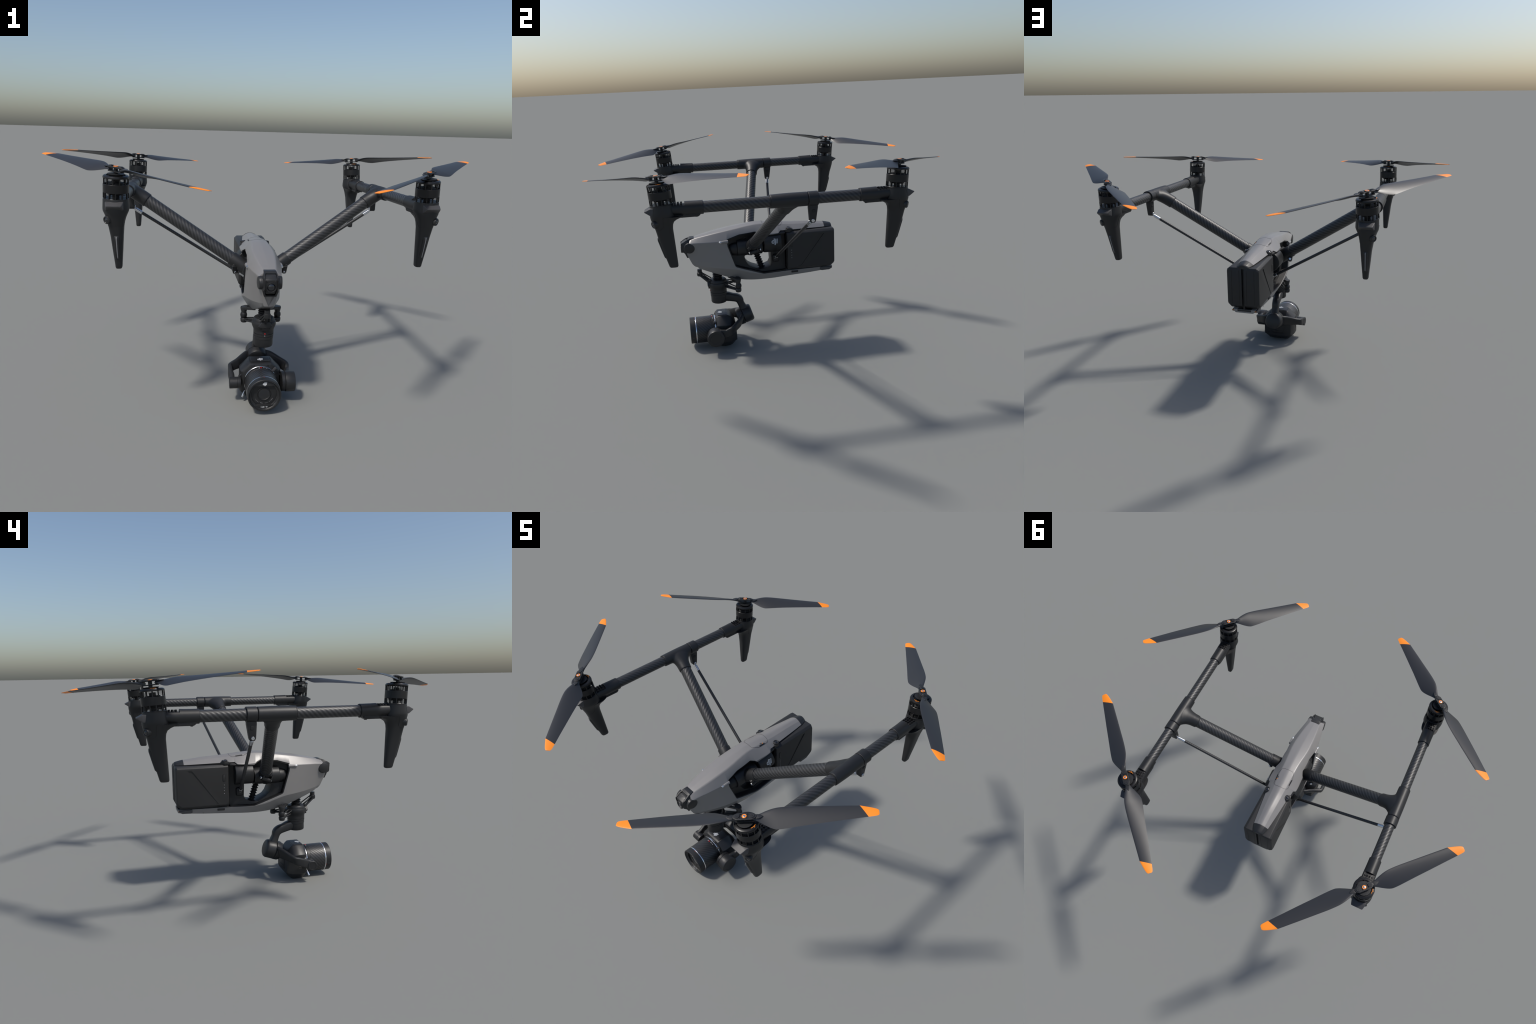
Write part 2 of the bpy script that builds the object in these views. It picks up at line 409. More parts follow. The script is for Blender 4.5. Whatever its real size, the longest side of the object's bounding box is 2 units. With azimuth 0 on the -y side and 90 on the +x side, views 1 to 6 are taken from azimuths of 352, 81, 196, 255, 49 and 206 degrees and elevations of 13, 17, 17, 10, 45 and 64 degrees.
# ------------------------------------------------------------------ arm pivots
AX, AZ = .047, .610
ARM_D = Vector((.82216, .17975, .54014)).normalized(); ARM_O = Vector((.648, .0385, .9905))
def arm_at(x): return ARM_O+ARM_D*((x-.648)/ARM_D.x)
CEN = obj('pivot_block', box(.085, .165, .080, (0, -.062, .612), .010, 3), root, None, BLACK)
lead = []
# folding bellows on the central lead screw
prof = [(0, -.004), (.012, -.004)]
nb = 7
for i in range(nb):
    z = .102*i/nb; prof += [(.013, z), (.0205-.002*i/nb, z+.005), (.0205-.002*i/nb, z+.0065), (.013, z+.0115)]
prof += [(.012, .11), (0, .11)]
BEL = obj('screw_bellows', revolve(prof, 32), root, frame((.0, -.022, .462), (0, -.030, .096)), BLACK)
obj('bellows_foot', box(.05, .034, .016, (0, -.022, .462), .004), BEL, BEL.matrix_basis.inverted(), PLAST)
for s in (1, -1):
    S = Matrix.Diagonal((s, 1, 1, 1))
    P = lambda v: S @ Vector(v)
    piv = revolve([(0, -.096), (.044, -.096), (.0460, -.094), (.0465, -.092), (.0465, .040), (.046, .042), (.0455, .042), (.0455, .046), (0, .046)], 56)
    pv = obj('arm_pivot', piv, root, frame(P((AX, -.070, AZ)), (0, 1, 0)), PLAST)
    # front boss merging into the frame
    boss = revolve([(0, -.048), (.020, -.048), (.030, -.043), (.037, -.030), (.040, -.012), (.0405, .000), (.039, .0015), (.039, .018), (0, .018)], 48)
    obj('pivot_boss', boss, pv, pv.matrix_basis.inverted() @ frame(P((AX-.006, -.168, AZ-.006)), (0, 1, .0)), BLACK)
    cover = revolve([(0, -.016), (.052, -.016), (.0555, -.013), (.0565, -.008), (.0565, .080), (.055, .0835), (.050, .085), (0, .085)], 64)
    obj('pivot_cover', cover, pv, pv.matrix_basis.inverted() @ frame(P((.0520, 0, .6265)), (0, 1, 0)), PLAST)
    # arm root collar growing out of the pivot
    a0, a1 = arm_at(.045), arm_at(.143)
    Lc = (a1-a0).length
    col = revolve([(0, 0), (.038, 0), (.038, Lc*.40), (.0355, Lc*.62), (.0352, Lc-.004), (.0345, Lc-.001), (.0295, Lc), (0, Lc)], 48)
    obj('arm_root_collar', col, pv, pv.matrix_basis.inverted() @ frame(P(a0), P(ARM_D)), PLAST)
    # clevis under the collar with two pins
    c0, c1 = Vector((.1245, -.100, .592)), Vector((.137, -.047, .613))
    d = (c1-c0).normalized()
    up_ = (arm_at(.128)-(c0+c1)/2); up_ = (up_-d*up_.dot(d)).normalized()
    lug = [(.0125*math.cos(t), .0125*math.sin(t)) for t in [pi/2+pi*k/12 for k in range(13)]]+[(.034, -.020), (.034, .020)]
    clev = join(*[xf(bevel(prism(lug, 'z', -.004, .004), .0015), frame(c0+d*t, d, up_)) for t in (.003, .052)])
    clev = join(clev, xf(box(.020, .034, .050, (.030, 0, .028), .005), frame(c0, d, up_)))
    clev = join(clev, xf(cyl(.0115, 0, .056, .002, 24), frame(c0, d)))
    obj('link_clevis', clev if s > 0 else xf(clev, MX), pv, pv.matrix_basis.inverted(), PLAST)
    for p, dd in ((c0, -1), (c1+d*.002, 1)):
        pin = xf(cyl(.0075, -.002, .006, .0015, 20), frame(p, d*dd))
        obj('pin_head', pin if s > 0 else xf(pin, MX), pv, pv.matrix_basis.inverted(), METAL)
    # strut lower socket on the rear plate
    so = xf(box(.030, .040, .046, (0, 0, 0), .009, 3), T((.050*s, .056, .530)))
    obj('strut_socket', so, pv, pv.matrix_basis.inverted(), BLACK)
    # arm tube
    b0, b1 = arm_at(.138), arm_at(.562)
    me, F = tube_between(P(b0), P(b1), .0312, 48)
    obj('arm_tube', me, root, F, CFARM)

# ------------------------------------------------------------------ side booms
BX, BZ = .648, .9875
J = ARM_O
def make_tee():
    def ring(d, ra, rb): return [(ra*math.cos(2*pi*k/64), rb*math.sin(2*pi*k/64), d) for k in range(64)]
    cs = [xf(revolve([(0, 0), (.0308, 0), (.0318, .002), (.0330, .05), (.0335, .10), (.0328, .174), (0, .174)], 64), frame((BX, -.060, BZ), (0, 1, 0))),
          xf(loft([ring(*q) for q in ((0, .064, .030), (.015, .064, .0335), (.028, .060, .0348), (.040, .051, .0352), (.052, .0440, .0355), (.066, .0395, .0355), (.080, .0370, .0355), (.104, .0358, .0355), (.1075, .0345, .0345))]), frame(J, -ARM_D, (0, 1, 0)))]
    me = boolean(cs[0], [cs[1]], 'UNION')
    me = apply(me, [('REMESH', dict(mode='VOXEL', voxel_size=.0022))])
    bm = bmesh.new(); bm.from_mesh(me)
    vs = [v for v in bm.verts if (v.co-Vector(J)).length < .082 and (v.co-Vector(J)).dot(Vector(ARM_D)) < -.006]
    for _ in range(22): bmesh.ops.smooth_vert(bm, verts=vs, factor=.5, use_axis_x=True, use_axis_y=True, use_axis_z=True)
    for _ in range(3): bmesh.ops.smooth_vert(bm, verts=bm.verts, factor=.5, use_axis_x=True, use_axis_y=True, use_axis_z=True)
    return from_bm(bm)
tee_me = make_tee()
for s in (1, -1):
    S = Matrix.Diagonal((s, 1, 1, 1))
    boom = obj('boom_tube', cyl(.0262, 0, .74, .001, 48), root, frame((BX*s, -.37, BZ), (0, 1, 0), (1, 0, 0)), CFBOOM)
    tee = obj('boom_tee_joint', tee_me if s > 0 else xf(tee_me, MX), root, None, PLAST, 60)
    obj('tee_ring', pipe(.0336, .0262, 0, .0465, .0015), tee, frame((BX*s, .1155, BZ), (0, 1, 0)), PLAST)
    obj('tee_ring', pipe(.0316, .0262, 0, .004, .0008), tee, frame((BX*s, -.0625, BZ), (0, 1, 0)), PLAST)
    # strut bracket hanging under the rear ring
    br = prism(fillet([(.1165, .985), (.1615, .985), (.1600, .945), (.1505, .886), (.1455, .875), (.1260, .875), (.1205, .886), (.1165, .945)], .008), 'x', -.014, .014, .003)
    o = obj('strut_bracket', br, tee, T((BX*s, 0, 0)), PLAST)
    for sx in (1, -1):
        obj('bracket_screw', xf(cyl(.0085, 0, .003, .001, 24), frame((.0135*sx, .139, .931), (sx, 0, 0))), o, Matrix(), BLACK)
        obj('bracket_pin', xf(revolve([(0, 0), (.0078, 0), (.0078, .0025), (.006, .0045), (.003, .0045), (.003, .002), (0, .002)], 24), frame((.0135*sx, .1355, .8865), (sx, 0, 0))), o, Matrix(), METAL)
    # diagonal strut: rod with metal end fittings
    a, b = Vector((.644*s, .1345, .8835)), Vector((.064*s, .053, .535)); d = (b-a).normalized()
    me, F = tube_between(a+d*.052, b-d*.020, .0082, 28)
    rod = obj('strut_rod', me, root, F, CFROD)
    IF = F.inverted()
    me, G = tube_between(a+d*.018, a+d*.056, .0095, 24); obj('rod_end_fitting', me, rod, IF @ G, METAL)
    me, G = tube_between(a, a+d*.022, .0065, 20); obj('rod_end_fitting', me, rod, IF @ G, METAL)
    me, G = tube_between(b-d*.026, b-d*.004, .0092, 24); obj('rod_end_fitting', me, rod, IF @ G, METAL)
    obj('rod_end_ball', revolve([(.0105*math.sin(pi*i/10), -.0105*math.cos(pi*i/10)) for i in range(11)], 20), rod, IF @ T(b), METAL)

# ------------------------------------------------------------------ motor mounts, legs, motors, propellers
BASE = Vector((.648, -.5415, 1.010)); AXIS = Vector((-.040, -.075, 1)).normalized()
def rr_ring(cx, cy, hx, hy, z, e=2.6, n=40, flat=0):
    out = []
    for i in range(n):
        t = 2*pi*i/n; c, s_ = math.cos(t), math.sin(t)
        out.append((cx+hx*math.copysign(abs(c)**(2/e), c), cy+hy*math.copysign(abs(s_)**(2/e), s_), z))
    return out
# mount: round below the motor, easing into the leg socket. rows: z, x0, x1, y_out, y_in, exponent
MT = [(1.0110, .5968, .6992, -.5925, -.4905, 2.0), (1.000, .5965, .6996, -.5930, -.4890, 2.05), (.985, .5955, .7005, -.5945, -.4870, 2.1), (.972, .5955, .7008, -.5955, -.4860, 2.2),
      (.964, .5985, .6995, -.5960, -.4860, 2.3), (.950, .6050, .6930, -.5940, -.4850, 2.4), (.938, .6100, .6890, -.5905, -.4930, 2.6), (.925, .6140, .6850, -.5870, -.4980, 2.6), (.905, .6180, .6790, -.5800, -.5010, 2.8)]
mount_me = loft([rr_ring((a+b)/2, (c+d)/2, (b-a)/2, (d-c)/2, z, e, 48) for z, a, b, c, d, e in MT])
sleeve = xf(revolve([(0, 0), (.0295, 0), (.031, .0015), (.0315, .05), (.0345, .085), (.034, .13), (0, .13)], 48), frame((BX, -.3605, BZ), (0, -1, 0)))
sleeve = boolean(xf(revolve([(0, 0), (.0295, 0), (.031, .0015), (.0315, .05), (.0325, .085), (.033, .14), (0, .14)], 48), frame((BX, -.3605, BZ), (0, -1, 0))), [box(.08, .056, .04, (BX, -.470, 1.0265), 0)])
LEG = [(.9600, .6010, .6950, -.5930, -.4480, 3.0), (.9520, .6050, .6920, -.5920, -.4600, 3.0), (.945, .6090, .6900, -.5910, -.4780, 3.0), (.935, .6120, .6870, -.5890, -.4925, 3.0), (.920, .6150, .6835, -.5840, -.4995, 3.0), (.900, .6185, .6790, -.5780, -.5010, 3.0),
       (.860, .6220, .6725, -.5700, -.4990, 3.0), (.800, .6265, .6670, -.5545, -.4962, 3.0), (.740, .6315, .6610, -.5378, -.4935, 3.0), (.726, .6325, .6600, -.5340, -.4932, 3.0), (.7205, .6350, .6575, -.5300, -.4960, 3.0), (.7190, .6390, .6535, -.5240, -.5010, 3.0)]
leg_me = loft([rr_ring((a+b)/2, (c+d)/2, (b-a)/2, (d-c)/2, z, e, 44) for z, a, b, c, d, e in LEG])
led_pad = loft([rr_ring(cx, cy, .011, .007, z, 3, 20) for z, cx, cy in ((.866, .6473, -.5635), (.861, .6473, -.566), (.850, .6473, -.5663), (.800, .6468, -.5525), (.771, .6464, -.5440), (.765, .6463, -.5385))])
led_me = loft([rr_ring(cx, cy, .0028, .003, z, 2.5, 14) for z, cx, cy in ((.862, .6473, -.5700), (.859, .6473, -.5712), (.850, .6473, -.5710), (.800, .6468, -.5572), (.772, .6464, -.5488), (.769, .6463, -.5470))])
def pad_ring(y, hx, z0, z1): return [(x, y, z) for x, z in fillet([(.650-hx, z0), (.650+hx, z0), (.650+hx, z1), (.650-hx, z1)], .003, 3)]
spike_top = loft([pad_ring(-.560, .0350, .970, 1.003), pad_ring(-.590, .0350, .970, 1.003), pad_ring(-.5975, .0335, .9745, .9995), pad_ring(-.606, .0315, .980, .9950), pad_ring(-.6140, .0295, .9850, .9915), pad_ring(-.6168, .0270, .9865, .9900)])
clip = bevel(prism(fillet([(-.51, .975), (-.376, .975), (-.376, .957), (-.386, .950), (-.51, .950)], .004), 'x', BX-.022, BX+.022), .005, 3)
clip2 = bevel(prism([(-.402, .958), (-.384, .958), (-.388, .946), (-.398, .946)], 'x', BX-.006, BX+.006), .001)
seam = [(.664, 'z')]

def mount_seam():
    """dark parting line between sensor cover and leg, laid on both sides of the mount"""
    bm_ = bmesh.new()
    for me_ in (mount_me, leg_me, clip, sleeve): bm_.from_mesh(me_)
    bv = BVHTree.FromBMesh(bm_); bm_.free()
    path = fillet([(-.385, .9605), (-.5395, .9625), (-.5425, .915), (-.556, .9045), (-.578, .9045), (-.60, .93)], [0, .006, .014, .010, .008, 0], 6)
    path = path[:-1]
    dense = []
    for a_, b_ in zip(path, path[1:]):
        a_, b_ = Vector(a_), Vector(b_); k_ = max(1, int((b_-a_).length/.004)); dense += [a_+(b_-a_)*q/k_ for q in range(k_)]
    out = []
    for sgn in (1, -1):
        rings = []
        for p in dense:
            h = bv.ray_cast(Vector((BX+.2*sgn, p.x, p.y)), Vector((-sgn, 0, 0)))
            if h[0] is None: continue
            c = h[0]+h[1]*.0002
            rings.append([c+Vector((sgn*.0004, 0, .0009)), c+Vector((sgn*.0004, .0006, -.0006)), c+Vector((-sgn*.002, .0006, -.0006)), c+Vector((-sgn*.002, 0, .0009))])
        if len(rings) > 2: out.append(loft(rings))
    return join(*out)
def motor_parts():
    P = {}
    # local z along the axis, z = 0 at the base of the bell
    P['motor_base'] = (revolve([(0, -.004), (.0505, -.004), (.0505, .003), (.049, .005), (.030, .005), (.014, .004), (.014, .078), (0, .078)], 56), MOTOR)
    P['motor_bell_ring'] = (pipe(.0508, .0455, .0265, .0615, .0012, 64), MOTOR)
    P['motor_bell_cap'] = (revolve([(.0455, .0835), (.0508, .0835), (.0512, .0855), (.0512, .0885), (.0490, .0925), (.0435, .0950), (.0380, .0950), (.0375, .0905), (.016, .0905), (.016, .0985), (0, .0985)], 64), MOTOR)
    posts = []
    for k in range(12):
        a = 2*pi*(k+.3)/12
        posts.append(xf(box(.0050, .0042, .024, (.0480, 0, .0725), .0008, 1), Matrix.Rotation(a, 4, 'Z')))
        posts.append(xf(box(.0050, .0040, .024, (.0480, 0, .0155), .0008, 1), Matrix.Rotation(a+.2, 4, 'Z')))
    for z in (.066, .0705, .0750, .0795, .0085, .0130, .0175, .0220):
        posts.append(pipe(.0462 if z > .04 else .0455, .0440, z-.0006, z+.0006, .0003, 48))
    for k in range(6):
        a = 2*pi*k/6+.2
        posts.append(xf(box(.034, .008, .004, (.030, 0, .0885), .001, 1), Matrix.Rotation(a, 4, 'Z')))
    P['motor_vent_posts'] = (join(*posts), MOTOR)
    core_ = revolve([(0, .018), (.030, .018), (.034, .026), (.034, .060), (.030, .066), (0, .066)], 40)
    P['motor_stator'] = (core_, BLACK)
    marks = []
    for k in range(14):
        a0 = -1.0+k*.055
        if k < 11: marks.append(xf(box(.0022, .0026, .0010, (.0405, 0, .0951), 0), Matrix.Rotation(a0, 4, 'Z')))
    marks.append(xf(cyl(.0020, .0946, .0956, .0002, 12), Matrix.Rotation(-.70, 4, 'Z') @ T((.0445, 0, -.0005))))
    P['orange_arrow_mark'] = (join(*marks), ORANGE2)
    return P
MP = motor_parts()

# propeller, local x along the blade, y toward the leading edge, z along the axis (0 = blade plane)
BL = [ # r, leading, trailing, twist(deg), thickness
 (.030, .0095, -.0100, 10, .0150), (.042, .0105, -.0120, 16, .0140), (.052, .0130, -.0160, 20, .0110), (.064, .0175, -.0225, 23, .0085), (.080, .0240, -.0320, 24, .0072), (.100, .0305, -.0420, 23.5, .0065),
 (.120, .0345, -.0482, 22, .0060), (.135, .0365, -.0485, 20.5, .0056), (.160, .0378, -.0465, 18.5, .0052), (.200, .0380, -.0420, 16, .0046), (.250, .0368, -.0365, 14, .0042), (.300, .0358, -.0318, 12, .0038),
 (.350, .0348, -.0262, 10.5, .0034), (.400, .0338, -.0208, 9, .0030), (.448, .0328, -.0158, 8, .0026)]
def blade_ring(r, le, te, tw, th, skew=0., n=11, droop=0.):
    w_ = .0011*max(0, min(1, (r-.09)/.03)); le, te = le+w_, te-w_
    c = le-te; tw = math.radians(tw); up, lo = [], []
    for i in range(n):
        u = .5*(1-math.cos(pi*i/(n-1)))              # 0 at the leading edge
        y = le-c*u
        t = th*(1.48*math.sqrt(u)-.63*u-1.76*u*u+1.42*u**3-.51*u**4)*2.0*.55+.0005
        cam = .045*c*4*u*(1-u)*.6
        rr = r-skew*(y-(le+te)/2)
        Y, Z = y*math.cos(tw), y*math.sin(tw)
        up.append((rr, Y-(cam+t)*math.sin(tw), Z+(cam+t)*math.cos(tw)+droop)); lo.append((rr, Y-(cam-t)*math.sin(tw), Z+(cam-t)*math.cos(tw)+droop))
    return up+lo[-2:0:-1]
def build_blade():
    rs = [.030, .036, .042, .047, .052, .058, .064, .072, .080, .090, .10, .11, .12, .128, .135, .145, .16, .18, .2, .225, .25, .275, .3, .325, .35, .375, .4, .42, .435, .448]
    rings = []
    for r in rs:
        le, te, tw, th = interp(BL, r)
        sk = .58*max(0, min(1, (r-.30)/.148))
        rings.append(blade_ring(r, le, te, tw, th, sk))
    body = loft(rings)
    # tip: leading corner cut back, blunt end
    tips = [blade_ring(.448+.0004, .0328, -.0158, 8, .0026, .58)]
    for r, le, te, sk, th in ((.460, .0292, -.0150, .50, .0025), (.473, .0250, -.0140, .38, .0023), (.486, .0203, -.0128, .24, .0021), (.496, .0160, -.0112, .12, .0018), (.5012, .0122, -.0082, .05, .0014), (.5035, .0092, -.0052, 0, .0008)):
        tips.append(blade_ring(r, le, te, 7, th, sk))
    tip = loft(tips)
    return body, tip
blade_me, tip_me = build_blade()
def hub_mesh():
    plate = bevel(prism(fillet([(-.046, -.006), (-.030, -.0165), (.030, -.0165), (.046, -.006), (.046, .006), (.030, .0165), (-.030, .0165), (-.046, .006)], .008), 'z', .0065, .0120), .0015)
    plate = boolean(plate, [prism(fillet([(.010, -.013), (.019, -.010), (.019, .010), (.010, .013)], .002), 'z', .0095, .02), prism(fillet([(-.019, -.010), (-.010, -.013), (-.010, .013), (-.019, .010)], .002), 'z', .0095, .02)])
    low = bevel(prism(fillet([(-.040, -.013), (.040, -.013), (.040, .013), (-.040, .013)], .012), 'z', -.0100, -.0055), .001)
    return join(plate, low, cyl(.0085, -.024, .0115, .001, 24))
hub_me = hub_mesh()
skirt = revolve([(0, -.0215), (.030, -.0215), (.0335, -.0175), (.0335, -.0160), (.018, -.0150), (0, -.0150)], 40)
legs3 = join(*[xf(cyl(.0045, -.032, -.016, .0005, 14), Matrix.Rotation(2*pi*k/4+.5, 4, 'Z') @ T((.024, 0, 0))) for k in range(4)])
cup = join(*[xf(cyl(.0098, .0115, .0145, .001, 28), T((.029*k, 0, 0))) for k in (1, -1)])
cup_hole = join(*[xf(cyl(.0042, .0143, .0150, .0002, 16), T((.029*k, 0, 0))) for k in (1, -1)])
cap_ring = revolve([(.0060, .0105), (.0060, .0135), (.0070, .0140), (.0092, .0138), (.0097, .0130), (.0097, .0105)], 36)
cap_pin = revolve([(0, .0138), (.0050, .0138), (.0062, .0133), (.0062, .0105), (0, .0105)], 28)
saddle = [bevel(prism(fillet([(.044, -.0115), (.058, -.0100), (.072, -.0015), (.072, .0015), (.058, .0100), (.044, .0115)], .004), 'z', .006, .0095), .002)]

mesh_bank = {}
def mirrored(me):
    k = me.name
    if k not in mesh_bank: mesh_bank[k] = xf(me, MY)
    return mesh_bank[k]
def mirrored_x(me):
    k = me.name+'x'
    if k not in mesh_bank: mesh_bank[k] = xf(me, MX)
    return mesh_bank[k]

for sx, sy in ((1, -1), (-1, -1), (-1, 1), (1, 1)):
    flip = sx*sy > 0                  # mirror image of the (+x, -y) corner
    C = Matrix() if (sx, sy) == (1, -1) else RZ if (sx, sy) == (-1, 1) else Matrix() if (sx, sy) == (-1, -1) else RZ
    st = lambda me: mirrored_x(me) if flip else me
    mount = obj('motor_mount', st(mount_me), root, C, PLAST, 40)
    I = Matrix()
    obj('boom_sleeve', st(sleeve), mount, I, PLAST, 40)
    obj('sensor_block', st(spike_top), mount, I, PAD, 40)
    obj('sleeve_clip', st(clip), mount, I, PLAST, 40)
    obj('clip_button', st(clip2), mount, I, PLAST, 40)
    # vent cover: three-lobed ribs in a recess on top of the sleeve
    for k in range(4):
        rib = loft([rr_ring(BX-.018+.012*k, y, .0028, .0045, z, 2, 12) for y, z in ((-.470, 1.002), (-.470, 1.0155), (-.470, 1.0180))])
        ribs = join(*[xf(rib, T((0, dy, -.0005*abs(k-1.5)**2*3))) for dy in (-.014, 0, .014)])
        if k == 0: allribs = ribs
        else: allribs = join(allribs, ribs)
    mesh_bank.setdefault('ribs', allribs)
    rb = obj('vent_ribs', st(mesh_bank['ribs']), mount, I, BLACK, 40)
    mesh_bank.setdefault('well', box(.042, .052, .006, (BX, -.469, 1.0055), .002))
    obj('vent_well', st(mesh_bank['well']), mount, I, BLACK, 40)
    if 'seam' not in mesh_bank: mesh_bank['seam'] = mount_seam()
    obj('mount_seam', st(mesh_bank['seam']), mount, I, BLACK, 0)
    # landing leg
    leg = obj('landing_leg', st(leg_me), root, C, PLAST, 40)
    obj('led_pad', st(led_pad), leg, I, PLAST, 40)
    obj('led_strip', st(led_me), leg, I, LED, 40)
    mesh_bank.setdefault('eye', xf(revolve([(0, -.02), (.017, -.02), (.017, .002), (.0155, .006), (.012, .0075), (.0105, .0055), (0, .0055)], 28), frame((.6790, -.5790, .9310), (.55, -.75, -.12))))
    mesh_bank.setdefault('eyelens', xf(revolve([(0, .0085), (.005, .0078), (.0085, .0055), (0, .0055)], 20), frame((.6790, -.5790, .9310), (.55, -.75, -.12))))
    e = obj('leg_sensor', st(mesh_bank['eye']), leg, I, PLAST2, 40)
    obj('leg_sensor_lens', st(mesh_bank['eyelens']), leg, I, GLASS, 40)
    # motor
    F = frame(BASE, AXIS, (.7005, .7136, 0))
    if flip:
        F = MX @ F @ MY        # mirrored placement with an unmirrored basis
    G = C @ F
    motor = None
    for nm, (me, mm) in MP.items():
        if motor is None: motor = obj('motor', me, root, G, mm, 35)
        else: obj(nm, me, motor, I, mm, 35)
    # propeller
    PF = C @ T((0, -.0035, 0)) @ F @ T((0, 0, .1165))
    fm = mirrored if flip else (lambda m: m)
    hub = obj('propeller_hub', fm(hub_me), root, PF, PLAST, 35)
    obj('hub_skirt', skirt, hub, I, PLAST, 35)
    obj('hub_pillars', legs3, hub, I, BLACK, 35)
    obj('hub_bolt_cup', cup, hub, I, PLAST2, 35)
    obj('hub_bolt_socket', cup_hole, hub, I, BLACK, 35)
    obj('hub_cap_ring', cap_ring, hub, I, ORANGE, 35)
    obj('hub_cap_pin', cap_pin, hub, I, METAL, 35)
    for R_ in (Matrix(), RZ):
        obj('propeller_blade', fm(blade_me), hub, R_, BLADE, 50)
        obj('blade_tip', fm(tip_me), hub, R_, ORANGE, 50)
        obj('blade_saddle', fm(saddle[0]), hub, R_, PLAST2, 50)

# ------------------------------------------------------------------ gimbal mount
GX = -.012
YC = Vector((0, -.287, 0))
stack = revolve([(0, .420), (.036, .420), (.046, .4175), (.0510, .411), (.0520, .403), (.0565, .4005), (.0585, .396), (.0585, .384), (.0560, .376), (.0515, .366), (.0490, .358), (.0490, .352), (.0490, .3440), (.0470, .3435), (.0470, .341),
                 (.0490, .3405), (.0490, .332), (.0470, .3315), (.0470, .329), (.0480, .3285), (.0480, .316), (.0465, .315), (.0465, .3125), (0, .3125)], 56)
gm = obj('gimbal_mount', stack, root, T(YC), PLAST, 35)
def ell(z, rx, ry0, ry1):
    return [(rx*math.cos(2*pi*k/48), (ry1 if math.sin(2*pi*k/48) > 0 else ry0)*math.sin(2*pi*k/48), z) for k in range(48)]
obj('mount_collar', loft([ell(.4005, .050, .054, .056), ell(.3985, .0545, .0605, .0640), ell(.394, .0550, .0620, .0660), ell(.386, .0550, .0615, .0655), ell(.378, .0545, .0590, .0600), ell(.368, .050, .052, .053), ell(.366, .047, .048, .048)]), gm, Matrix(), PLAST, 35)
yawm = obj('yaw_motor', revolve([(0, .3135), (.0462, .3135), (.0462, .282), (.0440, .2765), (.040, .2745), (0, .2745)], 56), root, T(YC), PLAST, 35)
prof = [(0, .418), (.020, .418)]
for i in range(5): prof += [(.021, .420+.011*i), (.0285, .424+.011*i), (.0285, .426+.011*i), (.021, .430+.011*i)]
prof += [(.02, .478), (0, .478)]
obj('mount_bellows', revolve(prof, 32), gm, Matrix(), BLACK, 35)
GI = T(-YC)
def strut3(a, b, r, n=10):
    me, F = tube_between(a, b, r, n, r*.3); return xf(me, F)
# front damper
obj('damper_post', xf(revolve([(0, .485), (.013, .485), (.0135, .468), (.0165, .466), (.0170, .452), (.0150, .446), (0, .446)], 28), T((0, -.388, 0))), gm, GI, PLAST, 35)
fa = join(strut3((-.012, -.388, .450), (-.020, -.335, .408), .0048), strut3((.012, -.388, .450), (.020, -.335, .408), .0048), strut3((0, -.390, .450), (0, -.338, .398), .0060),
          strut3((-.008, -.380, .464), (-.026, -.325, .418), .0032), strut3((.008, -.380, .464), (.026, -.325, .418), .0032))
obj('damper_arm', fa, gm, GI, PLAST, 40)
obj('mount_yoke', bevel(prism(fillet([(-.018, .412), (.018, .412), (.034, .388), (.022, .380), (-.022, .380), (-.034, .388)], .004), 'y', -.349, -.310), .004, 3), gm, GI, PLAST2, 40)
obj('release_button', bevel(prism(fillet([(-.018, .386), (.018, .386), (.018, .366), (-.018, .366)], .003), 'y', -.3455, -.33), .002), gm, GI, BLACK, 40)
obj('red_index_dot', xf(cyl(.0026, 0, .0025, .0003, 14), frame((.0, -.3355, .3485), (0, -1, 0))), gm, GI, RED, 40)
obj('white_index_mark', box(.0016, .0015, .0045, (0, -.3356, .3375), 0), gm, GI, WHITE, 0)
for s in (1, -1):
    # rear side dampers: outrigger from the belly, rubber ball, lower cup and truss to the stack
    o = bevel(prism(fillet([(.030, -.236), (.056, -.215), (.098, -.183), (.100, -.165), (.082, -.158), (.066, -.166), (.040, -.195)], .007), 'z', .431, .445), .005, 3)
    o = boolean(o, [prism(fillet([(.046, -.214), (.071, -.192), (.068, -.178), (.050, -.192)], .004), 'z', .42, .46)])
    o.transform(Matrix(((1, 0, 0, 0), (0, 1, 0, 0), (-.20, 0, 1, .008), (0, 0, 0, 1))))
    oo = obj('damper_outrigger', o if s > 0 else xf(o, MX), gm, GI, PLAST2, 40)
    cup_ = xf(revolve([(0, .434), (.0165, .434), (.0180, .428), (.0150, .414), (.0125, .405), (0, .405)], 28), T((.0845*s, -.1755, 0)))
    obj('damper_cup', cup_, gm, GI, PLAST2, 40)
    ball = xf(revolve([(0, .410), (.010, .409), (.0155, .401), (.0175, .391), (.0155, .381), (.010, .374), (0, .373)], 28), T((.0850*s, -.1740, 0)))
    obj('damper_ball', ball, gm, GI, BLACK, 40)
    low = xf(revolve([(0, .377), (.015, .377), (.0175, .373), (.0170, .361), (.0145, .355), (0, .354)], 28), T((.0840*s, -.1760, 0)))
    obj('damper_base', low, gm, GI, PLAST, 40)
    tr = join(strut3((.080*s, -.186, .366), (.034*s, -.246, .374), .0052), strut3((.072*s, -.170, .366), (.020*s, -.236, .372), .0048), strut3((.078*s, -.190, .374), (.040*s, -.250, .394), .0034), strut3((.070*s, -.176, .376), (.022*s, -.240, .398), .0034))
    obj('damper_truss', tr, gm, GI, PLAST, 40)

